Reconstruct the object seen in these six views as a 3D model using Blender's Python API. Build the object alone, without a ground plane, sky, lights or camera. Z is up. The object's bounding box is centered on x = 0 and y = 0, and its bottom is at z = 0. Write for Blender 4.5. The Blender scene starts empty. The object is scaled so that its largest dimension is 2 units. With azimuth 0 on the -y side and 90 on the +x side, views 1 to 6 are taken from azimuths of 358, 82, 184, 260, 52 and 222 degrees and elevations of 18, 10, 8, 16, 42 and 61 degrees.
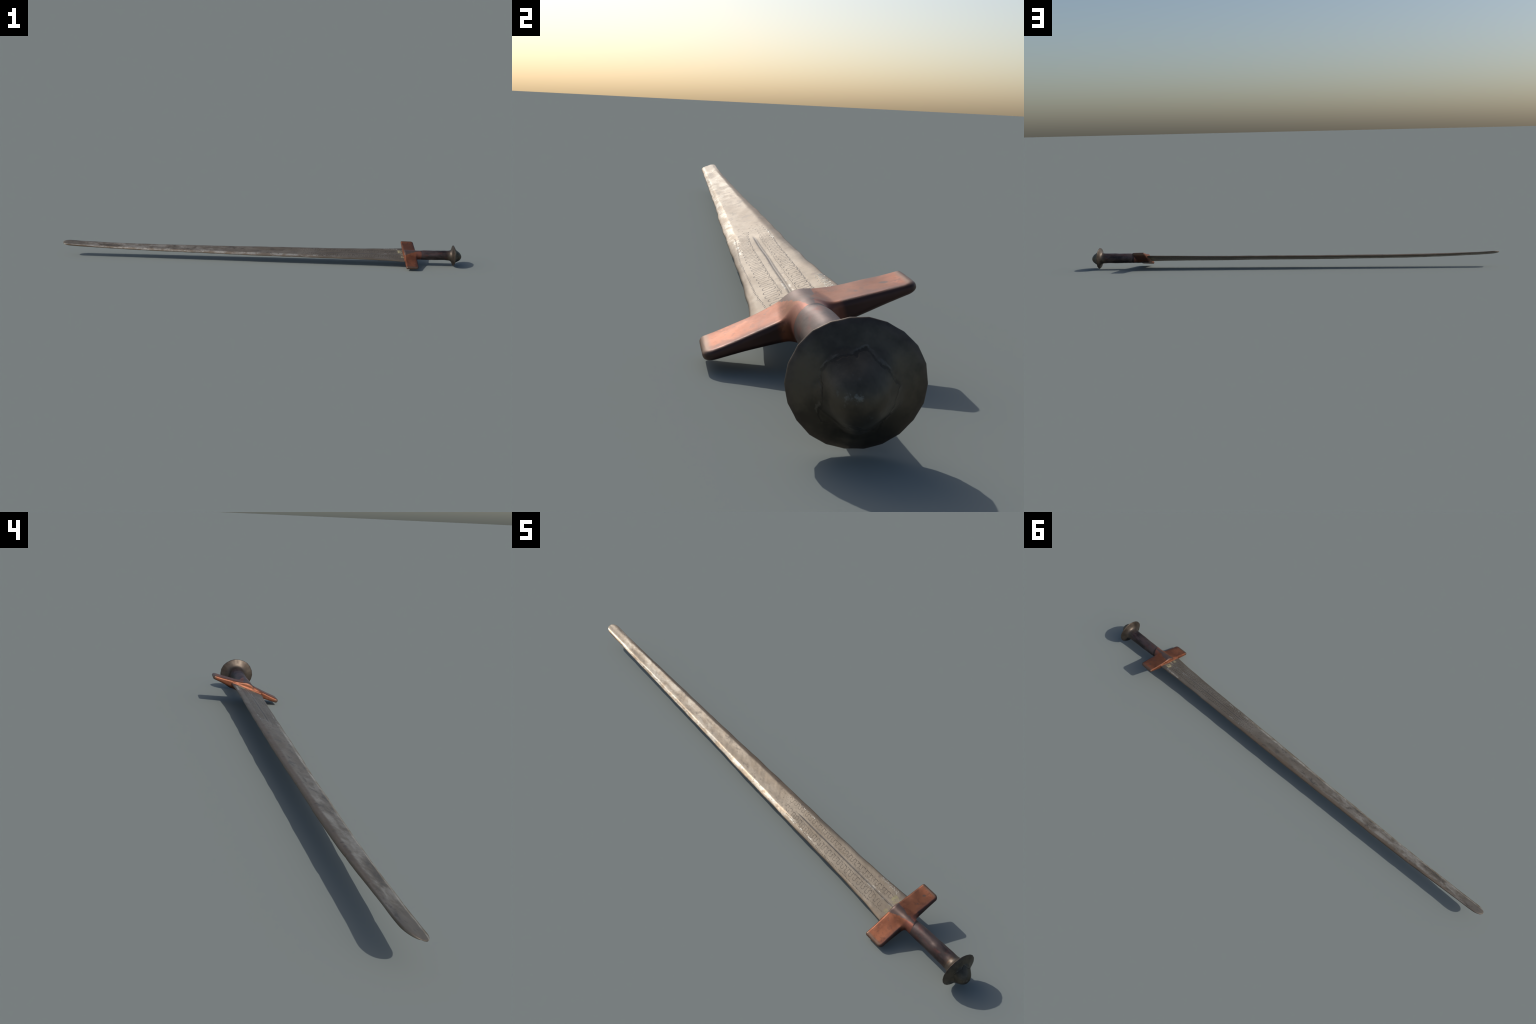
"""Old straight broadsword lying tilted on its cross guard and disc pommel.

Everything is modelled in the sword's own frame: x runs from the blade tip (-1)
to the pommel (+1), y across the blade, z out of the flat of the blade.  The root
Empty carries the pose (roll about the blade, tiny yaw, height above ground)."""
import bpy
import math
import numpy as np
from mathutils import Matrix, Vector

# ---------------------------------------------------------------- pose / root
ROLL = math.radians(17.5)          # the flat of the blade is rolled about its length
YAW_SLOPE = -0.0153                # dy/dx of the blade axis
ORIGIN = Vector((0.0, 0.0117, 0.0485))

ax = Vector((1.0, YAW_SLOPE, 0.0)).normalized()
hor = Vector((0, 0, 1)).cross(ax)
ay = math.cos(ROLL) * hor + math.sin(ROLL) * Vector((0, 0, 1))
az = ax.cross(ay)
POSE = Matrix((ax, ay, az)).transposed().to_4x4()
POSE.translation = ORIGIN

root = bpy.data.objects.new("broadsword", None)
root.empty_display_size = 0.1
root.matrix_world = POSE
bpy.context.scene.collection.objects.link(root)
root["label"] = "old straight steel broadsword with copper cross guard and disc pommel"
root["category"] = "sword"


# ---------------------------------------------------------------- helpers
def wob(p, seed, freq, octaves=3):
    """Smooth pseudo noise (sum of seeded plane waves), about -1..1.  p: (..., 3)"""
    rng = np.random.default_rng(seed)
    out = np.zeros(p.shape[:-1])
    amp, tot = 1.0, 0.0
    for o in range(octaves):
        for _ in range(6):
            d = rng.normal(size=3)
            d /= np.linalg.norm(d)
            out += amp * np.sin(p @ d * freq * (2 ** o) * rng.uniform(0.6, 1.5) + rng.uniform(0, 6.28)) / 6 ** 0.5
        tot += amp
        amp *= 0.5
    return out / tot


def sstep(x, a, b):
    t = np.clip((x - a) / (b - a), 0, 1)
    return t * t * (3 - 2 * t)


def mesh_object(name, verts, faces, parent, material, smooth=True):
    me = bpy.data.meshes.new(name)
    me.from_pydata([tuple(map(float, v)) for v in verts], [], faces)
    me.validate()
    me.update()
    if smooth:
        me.polygons.foreach_set("use_smooth", [True] * len(me.polygons))
    me.materials.append(material)
    ob = bpy.data.objects.new(name, me)
    bpy.context.scene.collection.objects.link(ob)
    ob.parent = parent
    return ob


def loft_faces(n, m, cap_start=False, cap_end=False):
    """Quads for n closed rings of m vertices."""
    f = []
    for i in range(n - 1):
        a, b = i * m, (i + 1) * m
        for j in range(m):
            k = (j + 1) % m
            f.append((a + j, a + k, b + k, b + j))
    if cap_start:
        f.append(tuple(range(m - 1, -1, -1)))
    if cap_end:
        f.append(tuple(range((n - 1) * m, n * m)))
    return f


class Nodes:
    """Small node-graph writer."""

    def __init__(self, name):
        self.mat = bpy.data.materials.new(name)
        self.mat.use_nodes = True
        self.t = self.mat.node_tree
        self.bsdf = self.t.nodes["Principled BSDF"]
        self.obj = self.t.nodes.new("ShaderNodeTexCoord").outputs["Object"]

    def put(self, sock, v):
        if hasattr(v, "is_output"):
            self.t.links.new(v, sock)
        elif isinstance(v, tuple) and len(v) == 3 and sock.type == "RGBA":
            sock.default_value = (*v, 1)
        else:
            sock.default_value = v

    def m(self, op, a, b=None, c=None, clamp=False):
        n = self.t.nodes.new("ShaderNodeMath")
        n.operation = op
        n.use_clamp = clamp
        for i, v in enumerate((a, b, c)):
            if v is not None:
                self.put(n.inputs[i], v)
        return n.outputs[0]

    def xyz(self):
        n = self.t.nodes.new("ShaderNodeSeparateXYZ")
        self.t.links.new(self.obj, n.inputs[0])
        return n.outputs[0], n.outputs[1], n.outputs[2]

    def step(self, v, a, b):
        """smooth 0..1 ramp from a to b (a may exceed b)"""
        n = self.t.nodes.new("ShaderNodeMapRange")
        n.interpolation_type = "SMOOTHSTEP"
        self.put(n.inputs["Value"], v)
        n.inputs["From Min"].default_value = min(a, b)
        n.inputs["From Max"].default_value = max(a, b)
        n.inputs["To Min"].default_value = 0.0 if a < b else 1.0
        n.inputs["To Max"].default_value = 1.0 if a < b else 0.0
        return n.outputs["Result"]

    def noise(self, scale, stretch=(1, 1, 1), detail=4.0, rough=0.55, offset=(0, 0, 0), distortion=0.0):
        mp = self.t.nodes.new("ShaderNodeMapping")
        mp.inputs["Scale"].default_value = stretch
        mp.inputs["Location"].default_value = offset
        self.t.links.new(self.obj, mp.inputs["Vector"])
        n = self.t.nodes.new("ShaderNodeTexNoise")
        n.inputs["Scale"].default_value = scale
        n.inputs["Detail"].default_value = detail
        n.inputs["Roughness"].default_value = rough
        n.inputs["Distortion"].default_value = distortion
        self.t.links.new(mp.outputs[0], n.inputs["Vector"])
        return n.outputs["Fac"]

    def mix(self, fac, a, b):
        n = self.t.nodes.new("ShaderNodeMix")
        n.data_type = "RGBA"
        self.put(n.inputs[0], fac)
        self.put(n.inputs[6], a)
        self.put(n.inputs[7], b)
        return n.outputs[2]

    def bump(self, height, strength, dist):
        n = self.t.nodes.new("ShaderNodeBump")
        n.inputs["Strength"].default_value = strength
        n.inputs["Distance"].default_value = dist
        self.t.links.new(height, n.inputs["Height"])
        self.t.links.new(n.outputs[0], self.bsdf.inputs["Normal"])

    def finish(self, color, rough, metal=1.0):
        self.put(self.bsdf.inputs["Base Color"], color)
        self.put(self.bsdf.inputs["Roughness"], rough)
        self.put(self.bsdf.inputs["Metallic"], metal)
        return self.mat


# ---------------------------------------------------------------- materials
def blade_material():
    g = Nodes("aged_steel")
    x, y, z = g.xyz()
    w = g.m("MULTIPLY_ADD", x, 0.0150, 0.0350)
    cy = g.m("MULTIPLY_ADD", x, -0.0022, -0.0006)
    u = g.m("DIVIDE", g.m("SUBTRACT", y, cy), w)
    away = g.step(x, 0.36, 0.18)                     # plain part of the blade
    nearg = g.step(x, 0.12, 0.40)                    # engraved part
    wav = g.m("MULTIPLY_ADD", g.noise(9, (1, 1, 1), 3), 0.24, -0.12)
    uu = g.m("ADD", u, wav)
    bev_up = g.m("MULTIPLY", g.step(uu, 0.58, 0.78), g.step(x, -0.93, -0.80))
    bev_lo = g.m("MULTIPLY", g.step(uu, -0.56, -0.66), away)
    big = g.noise(7, (1, 2.5, 1), 5, 0.6)
    mot = g.noise(30, (0.7, 1.5, 1), 6, 0.62, (3, 1, 0), 0.4)
    fine = g.noise(160, (1, 1, 1), 4, 0.6)
    col = g.mix(g.step(big, 0.38, 0.62), (0.185, 0.150, 0.112), (0.250, 0.214, 0.170))
    bright = g.m("MULTIPLY", g.m("MULTIPLY", g.step(mot, 0.45, 0.63), g.step(x, -0.97, -0.88)), g.step(x, 0.0, -0.45))
    col = g.mix(g.m("MULTIPLY", bright, 0.75), col, (0.38, 0.35, 0.30))
    col = g.mix(g.m("MULTIPLY", g.step(x, -0.88, -0.96), 0.45), col, (0.135, 0.115, 0.095))
    # darker stains on the flat
    dark = g.m("MULTIPLY", g.step(mot, 0.46, 0.34), g.step(x, 0.30, -0.1))
    col = g.mix(g.m("MULTIPLY", dark, 0.75), col, (0.095, 0.080, 0.064))
    # bevels
    col = g.mix(g.m("MULTIPLY", bev_up, g.m("MULTIPLY_ADD", away, 0.55, 0.2)), col, (0.185, 0.132, 0.086))
    lo = g.mix(g.step(mot, 0.44, 0.58), (0.31, 0.245, 0.175), (0.52, 0.48, 0.41))  # -y bevel colour lightened to carry the sun's glare off it
    lo = g.mix(g.m("MULTIPLY", g.step(x, -0.80, -0.88), g.step(u, -0.78, -0.92)), lo, (0.17, 0.115, 0.065))
    col = g.mix(g.m("MULTIPLY", bev_lo, 0.85), col, lo)
    # browned cutting edges
    edge = g.step(g.m("ADD", g.m("ABSOLUTE", u), g.m("MULTIPLY_ADD", mot, 0.3, -0.15)), 0.90, 1.0)
    col = g.mix(g.m("MULTIPLY", edge, 0.55), col, (0.14, 0.092, 0.052))
    # pits
    pit = g.step(g.noise(85, (1, 1, 1), 2, 0.5, (9, 2, 0)), 0.36, 0.28)
    col = g.mix(g.m("MULTIPLY", pit, 0.6), col, (0.10, 0.08, 0.07))
    col = g.mix(g.m("MULTIPLY", nearg, 0.35), col, (0.145, 0.123, 0.094))
    # central groove filled with dark dirt, pale scale here and there
    gy = g.m("ABSOLUTE", g.m("ADD", y, 0.0015))
    groove = g.m("MULTIPLY", g.step(gy, 0.0030, 0.0012), g.step(x, 0.245, 0.275))
    col = g.mix(g.m("MULTIPLY", groove, g.m("MULTIPLY_ADD", g.step(x, 0.62, 0.48), 0.3, 0.4)), col, (0.085, 0.078, 0.075))
    scale_n = g.noise(120, (0.5, 1, 1), 3, 0.6, (0, 7, 0))
    gs = g.m("MULTIPLY", g.m("MULTIPLY", g.step(g.m("ABSOLUTE", g.m("SUBTRACT", gy, 0.003)), 0.0022, 0.0006), g.step(x, 0.50, 0.62)), g.step(scale_n, 0.50, 0.60))
    col = g.mix(g.m("MULTIPLY", gs, 0.5), col, (0.46, 0.45, 0.41))
    # pale chalky rows at the outer end of the engraving
    rows = g.m("MULTIPLY", g.m("MULTIPLY", g.step(x, 0.22, 0.27), g.step(x, 0.40, 0.33)),
               g.m("MAXIMUM", g.step(g.m("ABSOLUTE", g.m("ADD", y, 0.031)), 0.0045, 0.001),
                   g.step(g.m("ABSOLUTE", g.m("SUBTRACT", y, 0.0235)), 0.0022, 0.0006)))
    col = g.mix(g.m("MULTIPLY", g.m("MULTIPLY", rows, g.step(scale_n, 0.50, 0.60)), 0.85), col, (0.55, 0.54, 0.48))
    # yellowish deposit against the guard
    yn = g.noise(95, (1, 1, 1), 3, 0.6, (2, 2, 2), 0.8)
    py = g.m("MULTIPLY", g.step(g.m("ABSOLUTE", g.m("SUBTRACT", y, 0.0165)), 0.0155, 0.010), g.step(x, 0.676, 0.683))
    pl = g.m("MULTIPLY", g.step(g.m("ABSOLUTE", g.m("ADD", y, 0.016)), 0.0165, 0.011), g.step(x, 0.688, 0.695))
    dep = g.m("MULTIPLY", g.m("MAXIMUM", py, g.m("MULTIPLY", pl, 0.7)), g.step(yn, 0.45, 0.55))
    col = g.mix(g.m("MULTIPLY", dep, 0.85), col, (0.40, 0.355, 0.20))
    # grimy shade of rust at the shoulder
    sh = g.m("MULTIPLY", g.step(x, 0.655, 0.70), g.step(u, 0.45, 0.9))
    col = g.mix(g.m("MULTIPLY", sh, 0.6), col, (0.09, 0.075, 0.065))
    spot = g.m("SQRT", g.m("ADD", g.m("POWER", g.m("SUBTRACT", x, 0.603), 2), g.m("POWER", g.m("SUBTRACT", y, 0.034), 2)))
    col = g.mix(g.m("MULTIPLY", g.step(spot, 0.006, 0.002), 0.6), col, (0.11, 0.085, 0.075))
    col = g.mix(g.m("MULTIPLY", g.step(fine, 0.35, 0.65), 0.22), col, (0.14, 0.125, 0.11))
    rough = g.m("MULTIPLY_ADD", mot, 0.22, 0.44)
    rough = g.m("ADD", rough, g.m("MULTIPLY", dep, 0.3))
    rough = g.m("SUBTRACT", rough, g.m("MULTIPLY", bev_lo, g.m("MULTIPLY_ADD", big, 0.40, -0.13)))
    g.bump(g.m("ADD", g.m("MULTIPLY", mot, 0.9), g.m("MULTIPLY", fine, 0.12)), 0.35, 0.0012)
    metal = g.m("MULTIPLY_ADD", dep, -0.4, 0.66)
    return g.finish(col, rough, metal)


def plain_metal(name, color, rough, metal):
    g = Nodes(name)
    n = g.noise(140, (1, 1, 1), 3)
    c = g.mix(g.step(n, 0.35, 0.65), tuple(0.75 * k for k in color), tuple(min(1.0, 1.2 * k) for k in color))
    return g.finish(c, rough, metal)


def guard_material():
    g = Nodes("tarnished_copper")
    x, y, z = g.xyz()
    big = g.noise(16, (1, 1, 1), 5, 0.6)
    mot = g.noise(60, (1, 1, 1), 5, 0.6, (1, 4, 2))
    col = g.mix(g.step(big, 0.35, 0.65), (0.165, 0.052, 0.023), (0.255, 0.088, 0.041))
    col = g.mix(g.m("MULTIPLY", g.step(mot, 0.50, 0.32), 0.7), col, (0.105, 0.040, 0.023))
    worn = g.m("MULTIPLY", g.step(g.noise(34, (1, 1, 1), 5, 0.65, (5, 5, 1), 0.6), 0.54, 0.66), 0.55)
    col = g.mix(worn, col, (0.33, 0.125, 0.066))
    grime = g.m("MULTIPLY", g.step(g.noise(150, (1, 1, 1), 4, 0.6, (2, 8, 1)), 0.56, 0.70), 0.4)
    col = g.mix(grime, col, (0.075, 0.035, 0.024))
    # browner arm, and dark rolled borders along the grip side
    arm = g.m("MULTIPLY", g.step(g.m("ADD", y, g.m("MULTIPLY_ADD", big, 0.04, -0.02)), 0.005, 0.030), g.step(y, 0.100, 0.075))
    col = g.mix(g.m("MULTIPLY", arm, 0.55), col, (0.105, 0.040, 0.019))
    border = g.m("MULTIPLY", g.step(g.m("ADD", x, g.m("MULTIPLY_ADD", big, 0.016, -0.008)), 0.752, 0.764), g.step(g.m("ABSOLUTE", y), 0.028, 0.040))
    col = g.mix(g.m("MULTIPLY", border, 0.6), col, (0.085, 0.032, 0.022))
    # pinkish worn copper round the socket and on the front lip
    socket = g.m("MULTIPLY", g.step(x, 0.758, 0.775), g.step(big, 0.40, 0.55))
    col = g.mix(g.m("MULTIPLY", socket, 0.6), col, (0.25, 0.092, 0.068))
    lip = g.step(x, 0.712, 0.703)
    col = g.mix(g.m("MULTIPLY", lip, 0.6), col, (0.30, 0.105, 0.055))
    # darkened stripe of iron-coloured patina along the top of the hump, tapering to the grip
    ew = g.m("MULTIPLY_ADD", g.noise(55, (1, 1, 1), 4, 0.6, (7, 1, 1)), 0.016, -0.008)
    yy = g.m("ADD", y, ew)
    lo = g.m("MULTIPLY_ADD", g.m("SUBTRACT", 0.792, x), -0.26, -0.001)
    hi = g.m("MULTIPLY_ADD", g.m("SUBTRACT", 0.792, x), 0.11, 0.005)
    st = g.m("MULTIPLY", g.step(g.m("SUBTRACT", yy, lo), -0.001, 0.001), g.step(g.m("SUBTRACT", hi, yy), -0.001, 0.001))
    st = g.m("MULTIPLY", st, g.step(x, 0.707, 0.711))
    col = g.mix(g.m("MULTIPLY", st, 0.9), col, (0.095, 0.070, 0.062))
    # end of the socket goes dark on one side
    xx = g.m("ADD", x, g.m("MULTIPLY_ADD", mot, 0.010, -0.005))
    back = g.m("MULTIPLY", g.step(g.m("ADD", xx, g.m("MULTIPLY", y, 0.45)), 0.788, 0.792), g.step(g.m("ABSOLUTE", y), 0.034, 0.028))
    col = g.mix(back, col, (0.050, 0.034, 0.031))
    # brown ends of the arms
    ya = g.m("ADD", g.m("ABSOLUTE", y), g.m("MULTIPLY_ADD", mot, 0.006, -0.003))
    col = g.mix(g.m("MULTIPLY", g.step(ya, 0.099, 0.1045), 0.75), col, (0.130, 0.088, 0.062))
    # rear faces painted near black for the shade they lie in
    rear = g.m("MULTIPLY", g.m("MULTIPLY", g.step(xx, 0.762, 0.768), g.step(xx, 0.776, 0.772)), g.step(g.m("ABSOLUTE", y), 0.030, 0.036))
    col = g.mix(g.m("MULTIPLY", rear, 0.85), col, (0.050, 0.028, 0.023))
    # a few round dark stains
    for sx, sy, r, k in ((0.7407, 0.0831, 0.0055, 0.85), (0.745, 0.0523, 0.0025, 0.7), (0.7284, -0.0403, 0.0022, 0.6), (0.7236, -0.0756, 0.0022, 0.5)):
        d = g.m("SQRT", g.m("ADD", g.m("POWER", g.m("SUBTRACT", xx, sx), 2), g.m("POWER", g.m("SUBTRACT", yy, sy), 2)))
        col = g.mix(g.m("MULTIPLY", g.step(d, r, r * 0.45), k), col, (0.070, 0.045, 0.038))
    g.bump(g.m("ADD", big, g.m("MULTIPLY", mot, 0.4)), 0.25, 0.001)
    return g.finish(col, g.m("MULTIPLY_ADD", mot, 0.25, 0.36), 0.6)


def grip_material():
    g = Nodes("dark_worn_grip")
    x, y, z = g.xyz()
    big = g.noise(30, (0.35, 1, 1), 5, 0.62, (0, 0, 0), 0.5)
    mot = g.noise(90, (1, 1, 1), 5, 0.6)
    col = g.mix(g.step(big, 0.35, 0.65), (0.034, 0.026, 0.026), (0.118, 0.085, 0.078))
    red = g.m("MULTIPLY", g.step(g.noise(35, (0.5, 1, 1), 4, 0.6, (4, 4, 1)), 0.55, 0.68), 0.6)
    col = g.mix(red, col, (0.145, 0.058, 0.048))
    rust = g.m("MULTIPLY", g.step(g.noise(170, (1, 1, 1), 5, 0.7, (6, 0, 3)), 0.64, 0.74), 0.6)
    col = g.mix(rust, col, (0.17, 0.075, 0.036))
    col = g.mix(g.m("MULTIPLY", g.step(x, 0.918, 0.934), 0.8), col, (0.10, 0.072, 0.054))
    g.bump(g.m("ADD", big, g.m("MULTIPLY", mot, 0.3)), 0.25, 0.0012)
    return g.finish(col, g.m("MULTIPLY_ADD", mot, 0.2, 0.42), 0.75)


def pommel_material():
    g = Nodes("browned_brass")
    x, y, z = g.xyz()
    big = g.noise(24, (1, 1, 1), 5, 0.6)
    mot = g.noise(75, (1, 1, 1), 5, 0.65)
    inner = g.mix(g.step(big, 0.35, 0.65), (0.068, 0.053, 0.043), (0.122, 0.099, 0.080))
    outer = g.mix(g.step(big, 0.35, 0.65), (0.066, 0.055, 0.042), (0.125, 0.103, 0.076))
    rim = g.m("ADD", x, g.m("ADD", g.m("MULTIPLY", z, 0.045), g.m("MULTIPLY", y, -0.025)))
    col = g.mix(g.step(rim, 0.9615, 0.9645), inner, outer)
    rust = g.m("MULTIPLY", g.m("MULTIPLY", g.step(x, 0.938, 0.930), g.step(mot, 0.48, 0.62)), 0.6)
    col = g.mix(rust, col, (0.22, 0.10, 0.05))
    # faint five-cornered crease where the knob was hammered on
    py, pz = g.m("ADD", y, 0.0012), g.m("SUBTRACT", z, 0.0020)
    ang = g.m("ADD", g.m("ARCTAN2", pz, py), 6.43)
    fold = g.m("SUBTRACT", g.m("MODULO", ang, 2 * math.pi / 5), math.pi / 5)
    rad = g.m("SQRT", g.m("ADD", g.m("POWER", py, 2), g.m("POWER", pz, 2)))
    apo = g.m("ADD", g.m("MULTIPLY", rad, g.m("COSINE", fold)), g.m("MULTIPLY_ADD", big, 0.024, -0.012))
    line = g.m("MULTIPLY", g.step(g.m("ABSOLUTE", g.m("SUBTRACT", apo, 0.0270)), 0.0012, 0.0003), g.step(rim, 0.964, 0.966))
    edge2 = g.m("MULTIPLY", g.step(g.m("ABSOLUTE", g.m("SUBTRACT", apo, 0.0288)), 0.0012, 0.0003), g.step(rim, 0.964, 0.966))
    col = g.mix(g.m("MULTIPLY", g.m("MULTIPLY", line, g.step(mot, 0.35, 0.60)), 0.5), col, (0.030, 0.025, 0.021))
    col = g.mix(g.m("MULTIPLY", g.m("MULTIPLY", edge2, g.step(mot, 0.45, 0.65)), 0.4), col, (0.20, 0.18, 0.15))
    pale = g.m("MULTIPLY", g.step(mot, 0.60, 0.70), g.m("MULTIPLY", g.step(x, 0.985, 0.995), 0.6))
    col = g.mix(pale, col, (0.22, 0.22, 0.20))
    g.bump(g.m("SUBTRACT", g.m("ADD", big, g.m("MULTIPLY", mot, 0.6)), g.m("MULTIPLY", line, 0.35)), 0.4, 0.0012)
    return g.finish(col, g.m("MULTIPLY_ADD", mot, 0.2, 0.38), 0.85)


MAT_BLADE = blade_material()
MAT_GUARD = guard_material()
MAT_GRIP = grip_material()
MAT_POMMEL = pommel_material()
MAT_ENGRAVE = plain_metal("engraved_line_dirt", (0.066, 0.053, 0.044), 0.5, 0.6)
MAT_SCRATCH = plain_metal("scratched_bright_steel", (0.42, 0.41, 0.37), 0.5, 0.8)

# ---------------------------------------------------------------- blade
BX = [-1.0, -0.97, -0.813, -0.656, -0.499, -0.342, -0.185, -0.028, 0.129, 0.286, 0.443, 0.60, 0.72]
B_W = [0.0203, 0.0206, 0.0226, 0.0254, 0.0282, 0.0304, 0.0329, 0.0368, 0.0388, 0.0408, 0.0424, 0.0462, 0.0535]
B_CY = [0.0010, 0.0010, 0.0008, 0.0014, 0.0010, 0.0004, 0.0002, -0.0009, -0.0013, -0.0022, -0.0024, -0.0030, -0.0030]
B_CZ = [0.0170, 0.0147, 0.0076, 0.0031, 0.0006, 0.0002, -0.0011, -0.0009, -0.0003, -0.0004, 0.0002, 0.0004, 0.0004]
B_TW = [3.0, 3.0, 2.4, 1.2, 1.2, 1.6, 2.0, 1.8, 2.0, 2.4, 3.0, 3.8, 4.0]
B_T = [0.0032, 0.0040, 0.0051, 0.0061, 0.0063, 0.0063, 0.0062, 0.0061, 0.0057, 0.0050, 0.0042, 0.0036, 0.0033]
TIP_X, TIP_LEN = -1.0003, 0.037
EDGE = 0.0019


def smooth_interp(x, xs, ys):
    """cubic Hermite (Catmull-Rom style) through the stations"""
    xs, ys = np.asarray(xs), np.asarray(ys)
    d = np.gradient(ys, xs)
    i = np.clip(np.searchsorted(xs, x) - 1, 0, len(xs) - 2)
    h = xs[i + 1] - xs[i]
    t = (x - xs[i]) / h
    return ((2 * t ** 3 - 3 * t ** 2 + 1) * ys[i] + (t ** 3 - 2 * t ** 2 + t) * h * d[i]
            + (-2 * t ** 3 + 3 * t ** 2) * ys[i + 1] + (t ** 3 - t ** 2) * h * d[i + 1])


def blade_frame(x):
    w = smooth_interp(x, BX, B_W)
    s = np.clip((x - TIP_X) / TIP_LEN, 0, 1)
    roundoff = np.sqrt(np.clip(1 - (1 - s) ** 2.0, 0, 1))
    t = smooth_interp(x, BX, B_T) * np.sqrt(np.clip(1 - (1 - s) ** 4, 0, 1))
    e = np.minimum(EDGE * np.sqrt(np.clip(1 - (1 - s) ** 4, 0, 1)), t)
    return (w * roundoff, smooth_interp(x, BX, B_CY), smooth_interp(x, BX, B_CZ),
            np.radians(smooth_interp(x, BX, B_TW)), t, e)


def blade_height(x, u, side):
    """half thickness at station x and cross position u (-1..1): flat, bevels, blunt edge, groove, dents"""
    w, cy, cz, tw, t, e = blade_frame(x)
    far = sstep(x, 0.42, 0.15)
    tipward = sstep(x, -0.72, -0.92)
    f_up = 0.80 + (0.62 - 0.80) * far - 0.30 * tipward + 0.025 * np.sin(x * 31 + 1)
    f_lo = 0.84 + (0.55 - 0.84) * far - 0.20 * tipward + 0.024 * np.sin(x * 27) + 0.020 * wob(np.stack([x, 0 * x, 0 * x], -1), 31, 45, 2)
    f = np.where(u > 0, f_up, f_lo)
    v = np.clip((np.abs(u) - f) / (1 - f), -3, 1)
    k = 0.22                                        # soft ridge
    soft = 0.5 * (v + np.sqrt(v * v + k * k)) - 0.5 * (np.sqrt(1 + k * k) - 1)
    # the bevel towards +y is rounded over, the other one is flatter
    bend = np.where(u > 0, 1.7, 1.25) + 0.5 * tipward
    h = t + (e - t) * np.clip(soft, 0, 1) ** bend
    a = np.clip((np.abs(u) - 0.955) / 0.045, 0, 1)   # blunt rounded edge
    h = h * np.sqrt(np.clip(1 - a * a, 0, 1))
    p = np.stack([x, u * w, np.full_like(x, 0.3 * side)], -1)
    dents = 0.00035 * wob(p * np.array([1.0, 1.6, 1]), 11 + side, 70, 3)
    dents *= sstep(np.abs(u), 1.0, 0.9)
    y = u * w
    groove = 0.0009 * np.exp(-((y - 0.0012 + 0.0004 * np.sin(x * 40)) / 0.0020) ** 2) * sstep(x, 0.235, 0.30)
    hollow = 0.0006 * sstep(np.abs(u), 0.7, 0.0) * far
    return np.maximum(h + dents * np.minimum(1, h / 0.004) - groove - hollow, 0.0)


def blade_point(x, u, side, lift=0.0):
    x, u = np.broadcast_arrays(np.asarray(x, float), np.asarray(u, float))
    w, cy, cz, tw, t, e = blade_frame(x)
    sg = np.sign(u)
    edge_wave = 1.019 + 0.009 * np.sin(x * 41 + 3 * sg) + 0.009 * np.sin(x * 67 + sg + 1) + 0.004 * wob(np.stack([x, 0.02 * sg, 0 * x], -1), 33, 80, 2)
    for nx, ns, nd in ((-0.868, -1, 0.035), (-0.52, -1, 0.02), (-0.31, 1, 0.02), (0.02, -1, 0.018), (0.21, -1, 0.022), (-0.70, 1, 0.03)):
        edge_wave = edge_wave - nd * np.exp(-((x - nx) / 0.005) ** 2) * (sg == ns)   # nicks
    h = side * (blade_height(x, u, side) + lift)
    # the cutting edges sit a little below the middle of the thickness
    drop = sstep(x, -0.90, -0.70) * sstep(x, 0.60, 0.35)
    h = h - drop * np.where(u > 0, 0.0018, 0.0007) * sstep(np.abs(u), 0.58, 1.0)
    yy = u * w * np.where(np.abs(u) > 0.5, 1 + (edge_wave - 1) * (np.abs(u) - 0.5) * 2, 1)
    c, s = np.cos(tw), np.sin(tw)
    return np.stack([x, cy + yy * c - h * s, cz + yy * s + h * c], -1)


def build_blade():
    tip = TIP_X + TIP_LEN * (1 - np.cos(np.linspace(0.06, np.pi / 2, 24)))
    xs = np.concatenate([tip, np.linspace(tip[-1], 0.712, 760)[1:]])
    half = 46
    q = np.linspace(-1, 1, half + 1)
    us = np.sign(q) * (1 - (1 - np.abs(q)) ** 1.35)   # finer towards the edges
    # extra resolution for the central groove
    us = np.sort(np.concatenate([us, np.linspace(-0.05, 0.11, 11)]))
    ring_u = np.concatenate([us, us[-2:0:-1]])
    ring_s = np.concatenate([np.ones(len(us)), -np.ones(len(us) - 2)])
    m = len(ring_u)
    X = np.repeat(xs[:, None], m, 1)
    U = np.repeat(ring_u[None], len(xs), 0)
    top = blade_point(X, U, 1)
    bot = blade_point(X, U, -1)
    V = np.where((ring_s > 0)[None, :, None], top, bot).reshape(-1, 3)
    n = len(xs)
    faces = loft_faces(n, m, cap_start=True, cap_end=True)
    faces = [tuple(reversed(f)) for f in faces]
    return mesh_object("blade", V, faces, root, MAT_BLADE)


blade = build_blade()


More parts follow.
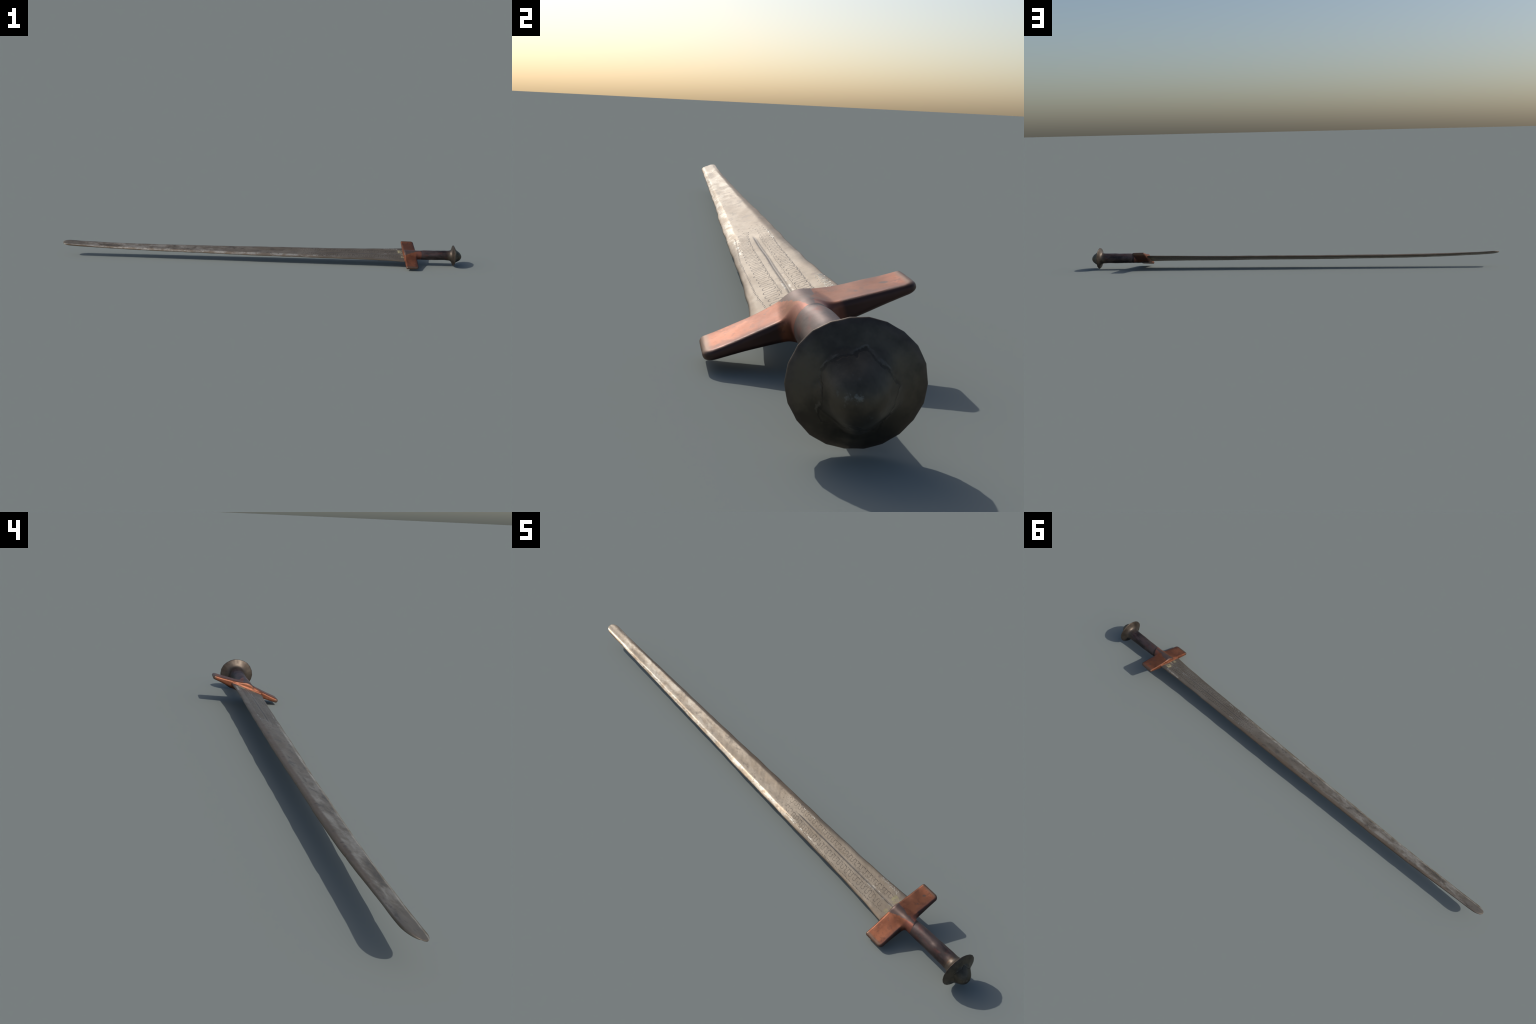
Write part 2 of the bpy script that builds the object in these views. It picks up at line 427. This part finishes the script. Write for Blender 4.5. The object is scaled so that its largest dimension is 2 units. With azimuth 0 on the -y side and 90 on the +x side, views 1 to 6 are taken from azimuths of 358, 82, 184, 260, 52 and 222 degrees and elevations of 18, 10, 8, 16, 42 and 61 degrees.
# ---- engraving: thin dark lines following the surface of the blade
def ribbon(xy, half_width, verts, faces, side=1, lift=0.00008):
    """hair-thin ridge of material along a line given in blade (x, y) coordinates"""
    xy = np.asarray(xy, float)
    d = np.gradient(xy, axis=0)
    d /= np.linalg.norm(d, axis=1)[:, None] + 1e-12
    nrm = np.stack([-d[:, 1], d[:, 0]], -1)
    n = len(xy)
    hw = np.broadcast_to(np.asarray(half_width, float), (n,)).copy()
    hw[0] *= 0.3
    hw[-1] *= 0.3
    base = len(verts)
    for off, lf in ((-1, -0.00035), (-0.6, lift), (0.6, lift), (1, -0.00035)):
        q = xy + nrm * (hw * off)[:, None]
        w, cy = blade_frame(q[:, 0])[:2]
        verts.extend(blade_point(q[:, 0], (q[:, 1] - cy) / w, side, lf))
    for i in range(n - 1):
        for k in range(3):
            a = base + k * n + i
            f = (a, a + 1, a + n + 1, a + n)
            faces.append(f if side > 0 else tuple(reversed(f)))


def serpentine(x0, x1, y_mid, amp, period, rng):
    """running scroll: fat loops leaning over their neighbours"""
    n = int((x1 - x0) / period)
    th = np.linspace(0, 2 * np.pi * n, 40 * n)
    x = x0 + period * th / (2 * np.pi) + (-0.125) * period * np.sin(2 * th)
    y = amp * np.sin(th)
    x = x - 0.18 * y                                   # slant
    drift = 0.0006 * np.sin(x * 60 + rng.uniform(0, 6))
    return np.stack([x, y_mid + drift + y * (1 + 0.08 * np.sin(th * 0.37))], -1)


def dotted(x0, x1, yfun, rng, verts, faces, side, step=0.0066, hw=0.00095, slant=0.0018):
    x = x0
    while x < x1:
        ln = step * rng.uniform(0.55, 0.95)
        xs = np.linspace(x, min(x + ln, x1), 5)
        y0 = yfun(xs) + rng.normal(0, 0.00025)
        ribbon(np.stack([xs, y0 + slant * np.linspace(0.5, -0.5, 5)], -1), hw, verts, faces, side)
        x += step


def build_engraving(name, side, seed):
    rng = np.random.default_rng(seed)
    V, F = [], []
    bands = ((0.205, 0.690, -0.0212, 0.0082), (0.190, 0.678, 0.0152, 0.0066))
    for x0, x1, ym, am in bands:
        line = serpentine(x0, x1, ym, am, 0.0187, rng)
        line[:, 1] += np.where(line[:, 0] < 0.30, (0.30 - line[:, 0]) * 0.10 * (1 if ym < 0 else -0.02), 0)
        # the graver left the line in separate strokes
        cut = np.sort(rng.choice(np.arange(20, len(line) - 20), 26, replace=False))
        for a, b in zip(np.r_[0, cut + 2], np.r_[cut, len(line)]):
            if b - a > 4:
                t = np.linspace(0, 1, b - a)
                ribbon(line[a:b], 0.00074 * (0.85 + 0.3 * np.sin(np.pi * t)), V, F, side)
        # little spur inside every loop
        k = 0
        x = x0 + 0.09
        while x < x1 - 0.02:
            s = np.linspace(0, 1, 6)
            y0 = ym + am * 0.15
            ribbon(np.stack([x + 0.0050 * s, y0 + 0.0035 * s ** 1.5], -1), 0.00045, V, F, side)
            x += 0.0187
    dotted(0.225, 0.690, lambda x: -0.0290 - 0.0085 * sstep(x, 0.22, 0.44) + 0.0035 * sstep(x, 0.6, 0.7), rng, V, F, side)
    dotted(0.235, 0.640, lambda x: -0.0100 - 0.0022 * sstep(x, 0.25, 0.36) + 0.0012 * sstep(x, 0.52, 0.62), rng, V, F, side)
    dotted(0.235, 0.680, lambda x: 0.0240 - 0.0022 * sstep(x, 0.25, 0.4), rng, V, F, side)
    dotted(0.270, 0.660, lambda x: 0.0062 + 0 * x, rng, V, F, side, step=0.0075, hw=0.0005)
    # scattered punch marks where the pattern runs out
    for _ in range(26):
        c = np.array([rng.uniform(0.150, 0.215), rng.uniform(-0.018, 0.022)])
        a = np.linspace(rng.uniform(0, 6), rng.uniform(3, 9), 7)
        r = rng.uniform(0.0008, 0.0020)
        ribbon(np.stack([c[0] + r * np.cos(a), c[1] + r * np.sin(a)], -1), 0.00035, V, F, side)
    ob = mesh_object(name, V, F, blade, MAT_ENGRAVE)
    ob["kind"] = "stuff"
    return ob


build_engraving("engraved_scroll", 1, 5)
build_engraving("engraved_scroll", -1, 6)


def build_inscription():
    """scratched capitals and dots between the scroll and the edge, next to the guard"""
    V, F = [], []
    x0, y0, sx, sy = 0.6115, 0.0338, 0.0072, 0.0080    # glyph cell
    def arc(cx, cy, rx, ry, a0=0, a1=360):
        a = np.radians(np.linspace(a0, a1, 16))
        return [(cx + rx * math.cos(t), cy + ry * math.sin(t)) for t in a]
    def dot(cx, cy):
        return arc(cx, cy, 0.06, 0.07)
    strokes = [
        [(0.0, 0.0), (0.25, 1.0), (0.55, 0.35), (0.95, 1.05), (1.1, 0.15)],      # M
        dot(0.75, -0.15), dot(1.25, -0.15),
        arc(2.05, 0.55, 0.38, 0.42), dot(2.45, -0.2),                            # O
        [(2.95, 0.1), (3.1, 0.95), (3.65, 0.15), (3.8, 1.0)], dot(3.85, -0.3),   # N
        [(4.1, 0.0), (4.75, 1.05)],                                             # slash
        [(4.95, -0.05), (5.35, 0.95), (5.75, 0.0)], [(5.1, 0.3), (5.6, 0.35)], dot(5.2, -0.25),  # A
        arc(6.45, 0.55, 0.38, 0.42), arc(7.55, 0.45, 0.38, 0.42, 60, 330),
        arc(8.65, 0.5, 0.42, 0.42), [(8.85, 0.2), (9.35, -0.35)],
    ]
    for st in strokes:
        p = np.array(st, float)
        seg = np.r_[0, np.cumsum(np.linalg.norm(np.diff(p, axis=0), axis=1))]
        t = np.linspace(0, seg[-1], max(8, int(seg[-1] * 16)))
        q = np.stack([np.interp(t, seg, p[:, 0]), np.interp(t, seg, p[:, 1])], -1)
        q[:, 0] = x0 + q[:, 0] * sx * 1.03
        q[:, 1] = y0 + q[:, 1] * sy * 1.05
        ribbon(q, 0.00052, V, F, 1, 0.0002)
    return mesh_object("inscription", V, F, blade, MAT_SCRATCH)


build_inscription()

# ---------------------------------------------------------------- grip (lathe about a slightly wandering axis)
G_Y0, G_Z0 = 0.0003, 0.0019


def grip_axis(x):
    return G_Y0 + 0.024 * (x - 0.85), G_Z0 + 0.0 * x


def grip_radii(x):
    return 0.0220 + 0.025 * (x - 0.85), 0.0238 + 0.013 * (x - 0.85)


RIM_A, RIM_B = -0.025, 0.045          # tilt of the pommel disc in y and z


def build_grip_and_pommel():
    """one turned body (grip, flare, thin many-sided disc, domed knob), separated at the foot of the flare"""
    m, sides = 66, 22
    th = np.linspace(0, 2 * np.pi, m, endpoint=False)
    # outline of the pommel: (distance along the axis from the rim, radius)
    prof = [(-0.0290, 0.0246), (-0.0230, 0.0251), (-0.0180, 0.0262), (-0.0140, 0.0282), (-0.0110, 0.0312), (-0.0085, 0.0352),
            (-0.0062, 0.0402), (-0.0042, 0.0452), (-0.0026, 0.0494), (-0.0012, 0.0522), (-0.0003, 0.0534), (0.0006, 0.0534), (0.0016, 0.0525),
            (0.0034, 0.0490), (0.0058, 0.0440), (0.0080, 0.0398), (0.0096, 0.0366), (0.0106, 0.0348), (0.0114, 0.0334), (0.0128, 0.0322),
            (0.0160, 0.0299), (0.0205, 0.0270), (0.0255, 0.0236), (0.0305, 0.0200), (0.0348, 0.0154), (0.0380, 0.0106), (0.0400, 0.0054)]
    seg = 2 * np.pi / sides
    poly = math.cos(seg / 2) / np.cos(np.mod(th, seg) - seg / 2)
    poly = poly * (1 + 0.006 * np.sin(3 * th + 1) + 0.005 * np.sin(7 * th))
    oval = 1 + 0.030 * np.cos(2 * (th + ROLL))        # a little wider than high as it lies
    rings = []
    gx = np.linspace(0.775, 0.9315, 92)
    for x in gx:
        cy, cz = grip_axis(x)
        ry, rz = grip_radii(x)
        p = np.stack([np.full(m, x), np.cos(th) * 0.03, np.sin(th) * 0.03], -1)
        swell = 0.052 * wob(p * np.array([0.7, 1.3, 1.3]), 4, 55, 2) + 0.014 * wob(p, 9, 120, 2)
        swell += 0.05 * np.exp(-((x - 0.878) / 0.012) ** 2) * np.exp(-((np.cos(th - 1.2) - 1) / 0.5) ** 2)
        k = 1 + swell * sstep(x, 0.9315, 0.915) * sstep(x, 0.785, 0.81)
        rings.append(np.stack([np.full(m, x), cy + ry * k * np.cos(th), cz + rz * k * np.sin(th)], -1))
    split = len(rings) - 1
    gy, gz = grip_radii(0.9315)
    cy0, cz0 = grip_axis(0.9315)
    for i, (dx, r) in enumerate(prof[1:]):
        on_grip = 1 - sstep(dx, -0.030, -0.010) if dx < 0 else 0.0
        ry = r + (gy - 0.0246) * on_grip
        rz = r + (gz - 0.0246) * on_grip
        plate = sstep(r, 0.036, 0.050)
        shape = 1 + (poly * oval - 1) * plate
        if dx > 0.006:                                # hammered, roughly five-cornered knob
            knob = math.exp(-((dx - 0.014) / 0.007) ** 2)
            shape = shape * (1 + 0.055 * knob * np.cos(5 * (th - 1.9)) + 0.020 * np.sin(3 * th + 1) + 0.012 * np.sin(4 * th + i * 0.15))
        q = sstep(dx, 0.004, 0.03)
        f = sstep(dx, -0.030, 0.0)
        cy = cy0 + (0.0010 - cy0) * f - 0.0034 * q
        cz = cz0 + 0.0012 * f - 0.0016 * q
        yv = cy + ry * shape * np.cos(th)
        zv = cz + rz * shape * np.sin(th)
        p = np.stack([np.full(m, dx), yv, zv], -1)
        xv = 0.9595 + dx - (RIM_A * (yv - 0.0010) + RIM_B * (zv - 0.0031)) * sstep(dx, -0.028, -0.004)
        xv = xv + 0.0007 * wob(p, 21, 110, 3) * sstep(dx, -0.02, 0.0)
        rings.append(np.stack([xv, yv, zv], -1))
    V = np.concatenate(rings)
    F = [tuple(reversed(f)) for f in loft_faces(len(rings), m, True, True)]
    whole = bpy.data.meshes.new("turned_body")
    whole.from_pydata([tuple(map(float, v)) for v in V], [], F)
    whole.update()
    nrm = np.zeros(len(V) * 3)
    whole.vertices.foreach_get("normal", nrm)
    nrm = nrm.reshape(-1, 3)
    bpy.data.meshes.remove(whole)
    cut = split * m                                   # vertices of the shared ring: cut .. cut + m
    quads = F[:-2]
    parts = (("grip", 0, cut + m, [f for f in quads if max(f) < cut + m] + [F[-2]], MAT_GRIP),
             ("pommel", cut, len(V), [f for f in quads if min(f) >= cut] + [F[-1]], MAT_POMMEL))
    for name, a, b, fs, mat in parts:
        ob = mesh_object(name, V[a:b], [tuple(i - a for i in f) for f in fs], root, mat)
        ob.data.normals_split_custom_set_from_vertices([tuple(v) for v in nrm[a:b]])


RIM_A, RIM_B = -0.025, 0.045          # tilt of the pommel disc in y and z
build_grip_and_pommel()


# ---------------------------------------------------------------- cross guard: one smooth casting (distance field -> surface net)
def smin(a, b, k):
    h = np.clip(0.5 + 0.5 * (b - a) / k, 0, 1)
    return b + (a - b) * h - k * h * (1 - h)


def surface_net(f, lo, step):
    """naive surface nets of the zero level of f (sampled grid, negative inside)"""
    nx, ny, nz = f.shape
    ins = f < 0
    corners = [(i, j, k) for i in (0, 1) for j in (0, 1) for k in (0, 1)]
    cnt = sum(ins[i:nx - 1 + i, j:ny - 1 + j, k:nz - 1 + k].astype(int) for i, j, k in corners)
    cells = np.argwhere((cnt > 0) & (cnt < 8))
    idx = -np.ones((nx - 1, ny - 1, nz - 1), int)
    idx[tuple(cells.T)] = np.arange(len(cells))
    acc = np.zeros((len(cells), 3))
    num = np.zeros(len(cells))
    for a in corners:
        for ax_ in range(3):
            if a[ax_]:
                continue
            b = list(a)
            b[ax_] = 1
            ca, cb = cells + np.array(a), cells + np.array(b)
            fa, fb = f[tuple(ca.T)], f[tuple(cb.T)]
            hit = (fa < 0) != (fb < 0)
            t = np.where(hit, fa / np.where(hit, fa - fb, 1), 0)
            pos = np.array(a, float) + t[:, None] * (np.array(b) - np.array(a))
            acc += pos * hit[:, None]
            num += hit
    V = lo + (cells + acc / num[:, None]) * step
    F = []
    for ax_ in range(3):
        sl0 = [slice(1, -1)] * 3
        sl1 = [slice(1, -1)] * 3
        sl0[ax_] = slice(0, -1)
        sl1[ax_] = slice(1, None)
        a, b = ins[tuple(sl0)], ins[tuple(sl1)]
        o = np.array([1, 1, 1])
        o[ax_] = 0
        u, v = (ax_ + 1) % 3, (ax_ + 2) % 3
        du, dv = np.eye(3, dtype=int)[u], np.eye(3, dtype=int)[v]
        for sgn, mask in ((1, a & ~b), (-1, ~a & b)):
            c = np.argwhere(mask) + o
            q = [idx[tuple((c + d).T)] for d in (-du - dv, -dv, 0 * du, -du)]
            q = np.stack(q, -1)
            F.extend(map(tuple, (q if sgn > 0 else q[:, ::-1]).tolist()))
    return V, F


def build_guard():
    step = 0.0011
    lo = np.array([0.688, -0.118, -0.036])
    hi = np.array([0.808, 0.118, 0.038])
    n = ((hi - lo) / step).astype(int) + 1
    gx, gy, gz = np.meshgrid(*[lo[i] + step * np.arange(n[i]) for i in range(3)], indexing="ij")
    P = np.stack([gx, gy, gz], -1)
    tilt = math.radians(2.6)
    y = gy * math.cos(tilt) + gz * math.sin(tilt)
    z = -gy * math.sin(tilt) + gz * math.cos(tilt)
    z = z - G_Z0 + 0.0012
    xg = gx + 0.030 * 0.0 * y
    # arms: rounded box whose thickness swells towards the middle, more so along the front ridge
    ay_ = np.abs(y)
    bell = np.exp(-(y / 0.030) ** 2)
    front = 0.0064 + 0.0050 * sstep(ay_, 0.112, 0.030) + 0.0080 * bell
    rear = 0.0055 + 0.0040 * sstep(ay_, 0.112, 0.035) + 0.0050 * bell
    tx = sstep(xg, 0.712, 0.768)
    h = front * (1 - tx) + rear * tx
    xa = 0.7080 - 0.008 * y
    xb = 0.7705 - 0.005 * y
    hx, cx = (xb - xa) / 2, (xb + xa) / 2
    # plan: rounded rectangle, rear corners rounder than the front ones
    R = 0.0060 + 0.0070 * sstep(xg, 0.730, 0.750)
    px = np.abs(xg - cx) - (hx - R)
    py = np.abs(y + 0.0004) - (0.1113 - R)
    plan = np.sqrt(np.maximum(px, 0) ** 2 + np.maximum(py, 0) ** 2) + np.minimum(np.maximum(px, py), 0) - R
    r = 0.0062
    rz = np.minimum(r, h * 0.85)
    qz = (np.abs(z) - (h - rz)) * (r / rz)
    arm = np.sqrt(np.maximum(plan + r, 0) ** 2 + np.maximum(qz, 0) ** 2) + np.minimum(np.maximum(plan + r, qz), 0) - r
    # raised lip the blade comes out of
    hy = 0.051
    lx = np.abs(xg - 0.7135) - 0.0085
    ly = np.abs(gy + 0.003) - hy
    lz = np.abs(z - 0.0002) - 0.0062
    rr = 0.0030
    lip = np.sqrt(np.maximum(lx + rr, 0) ** 2 + np.maximum(ly + rr, 0) ** 2 + np.maximum(lz + rr, 0) ** 2) + np.minimum(np.maximum(lx, np.maximum(ly, lz)) + rr, 0) - rr
    # socket round the grip
    cy, cz = grip_axis(gx)
    ry, rz2 = grip_radii(gx)
    grow = 0.0006 * sstep(gx, 0.802, 0.792) - 0.0004
    rad = np.sqrt(((gy - cy) / (ry + grow)) ** 2 + ((gz - cz) / (rz2 + grow)) ** 2)
    tube = (rad - 1) * 0.0225 + 0.0045 * sstep(gx, 0.770, 0.712)
    ends = np.maximum(gx - (0.800 - 0.04 * gy), 0.7150 - gx)
    sock = -smin(-tube, -ends, 0.006)
    d = smin(arm, sock, 0.012)
    d = smin(d, lip, 0.0035)
    d = d + 0.0007 * wob(P, 8, 48, 3)
    V, F = surface_net(d, lo, step)
    return mesh_object("guard", V, F, root, MAT_GUARD)


build_guard()
bpy.context.view_layer.update()
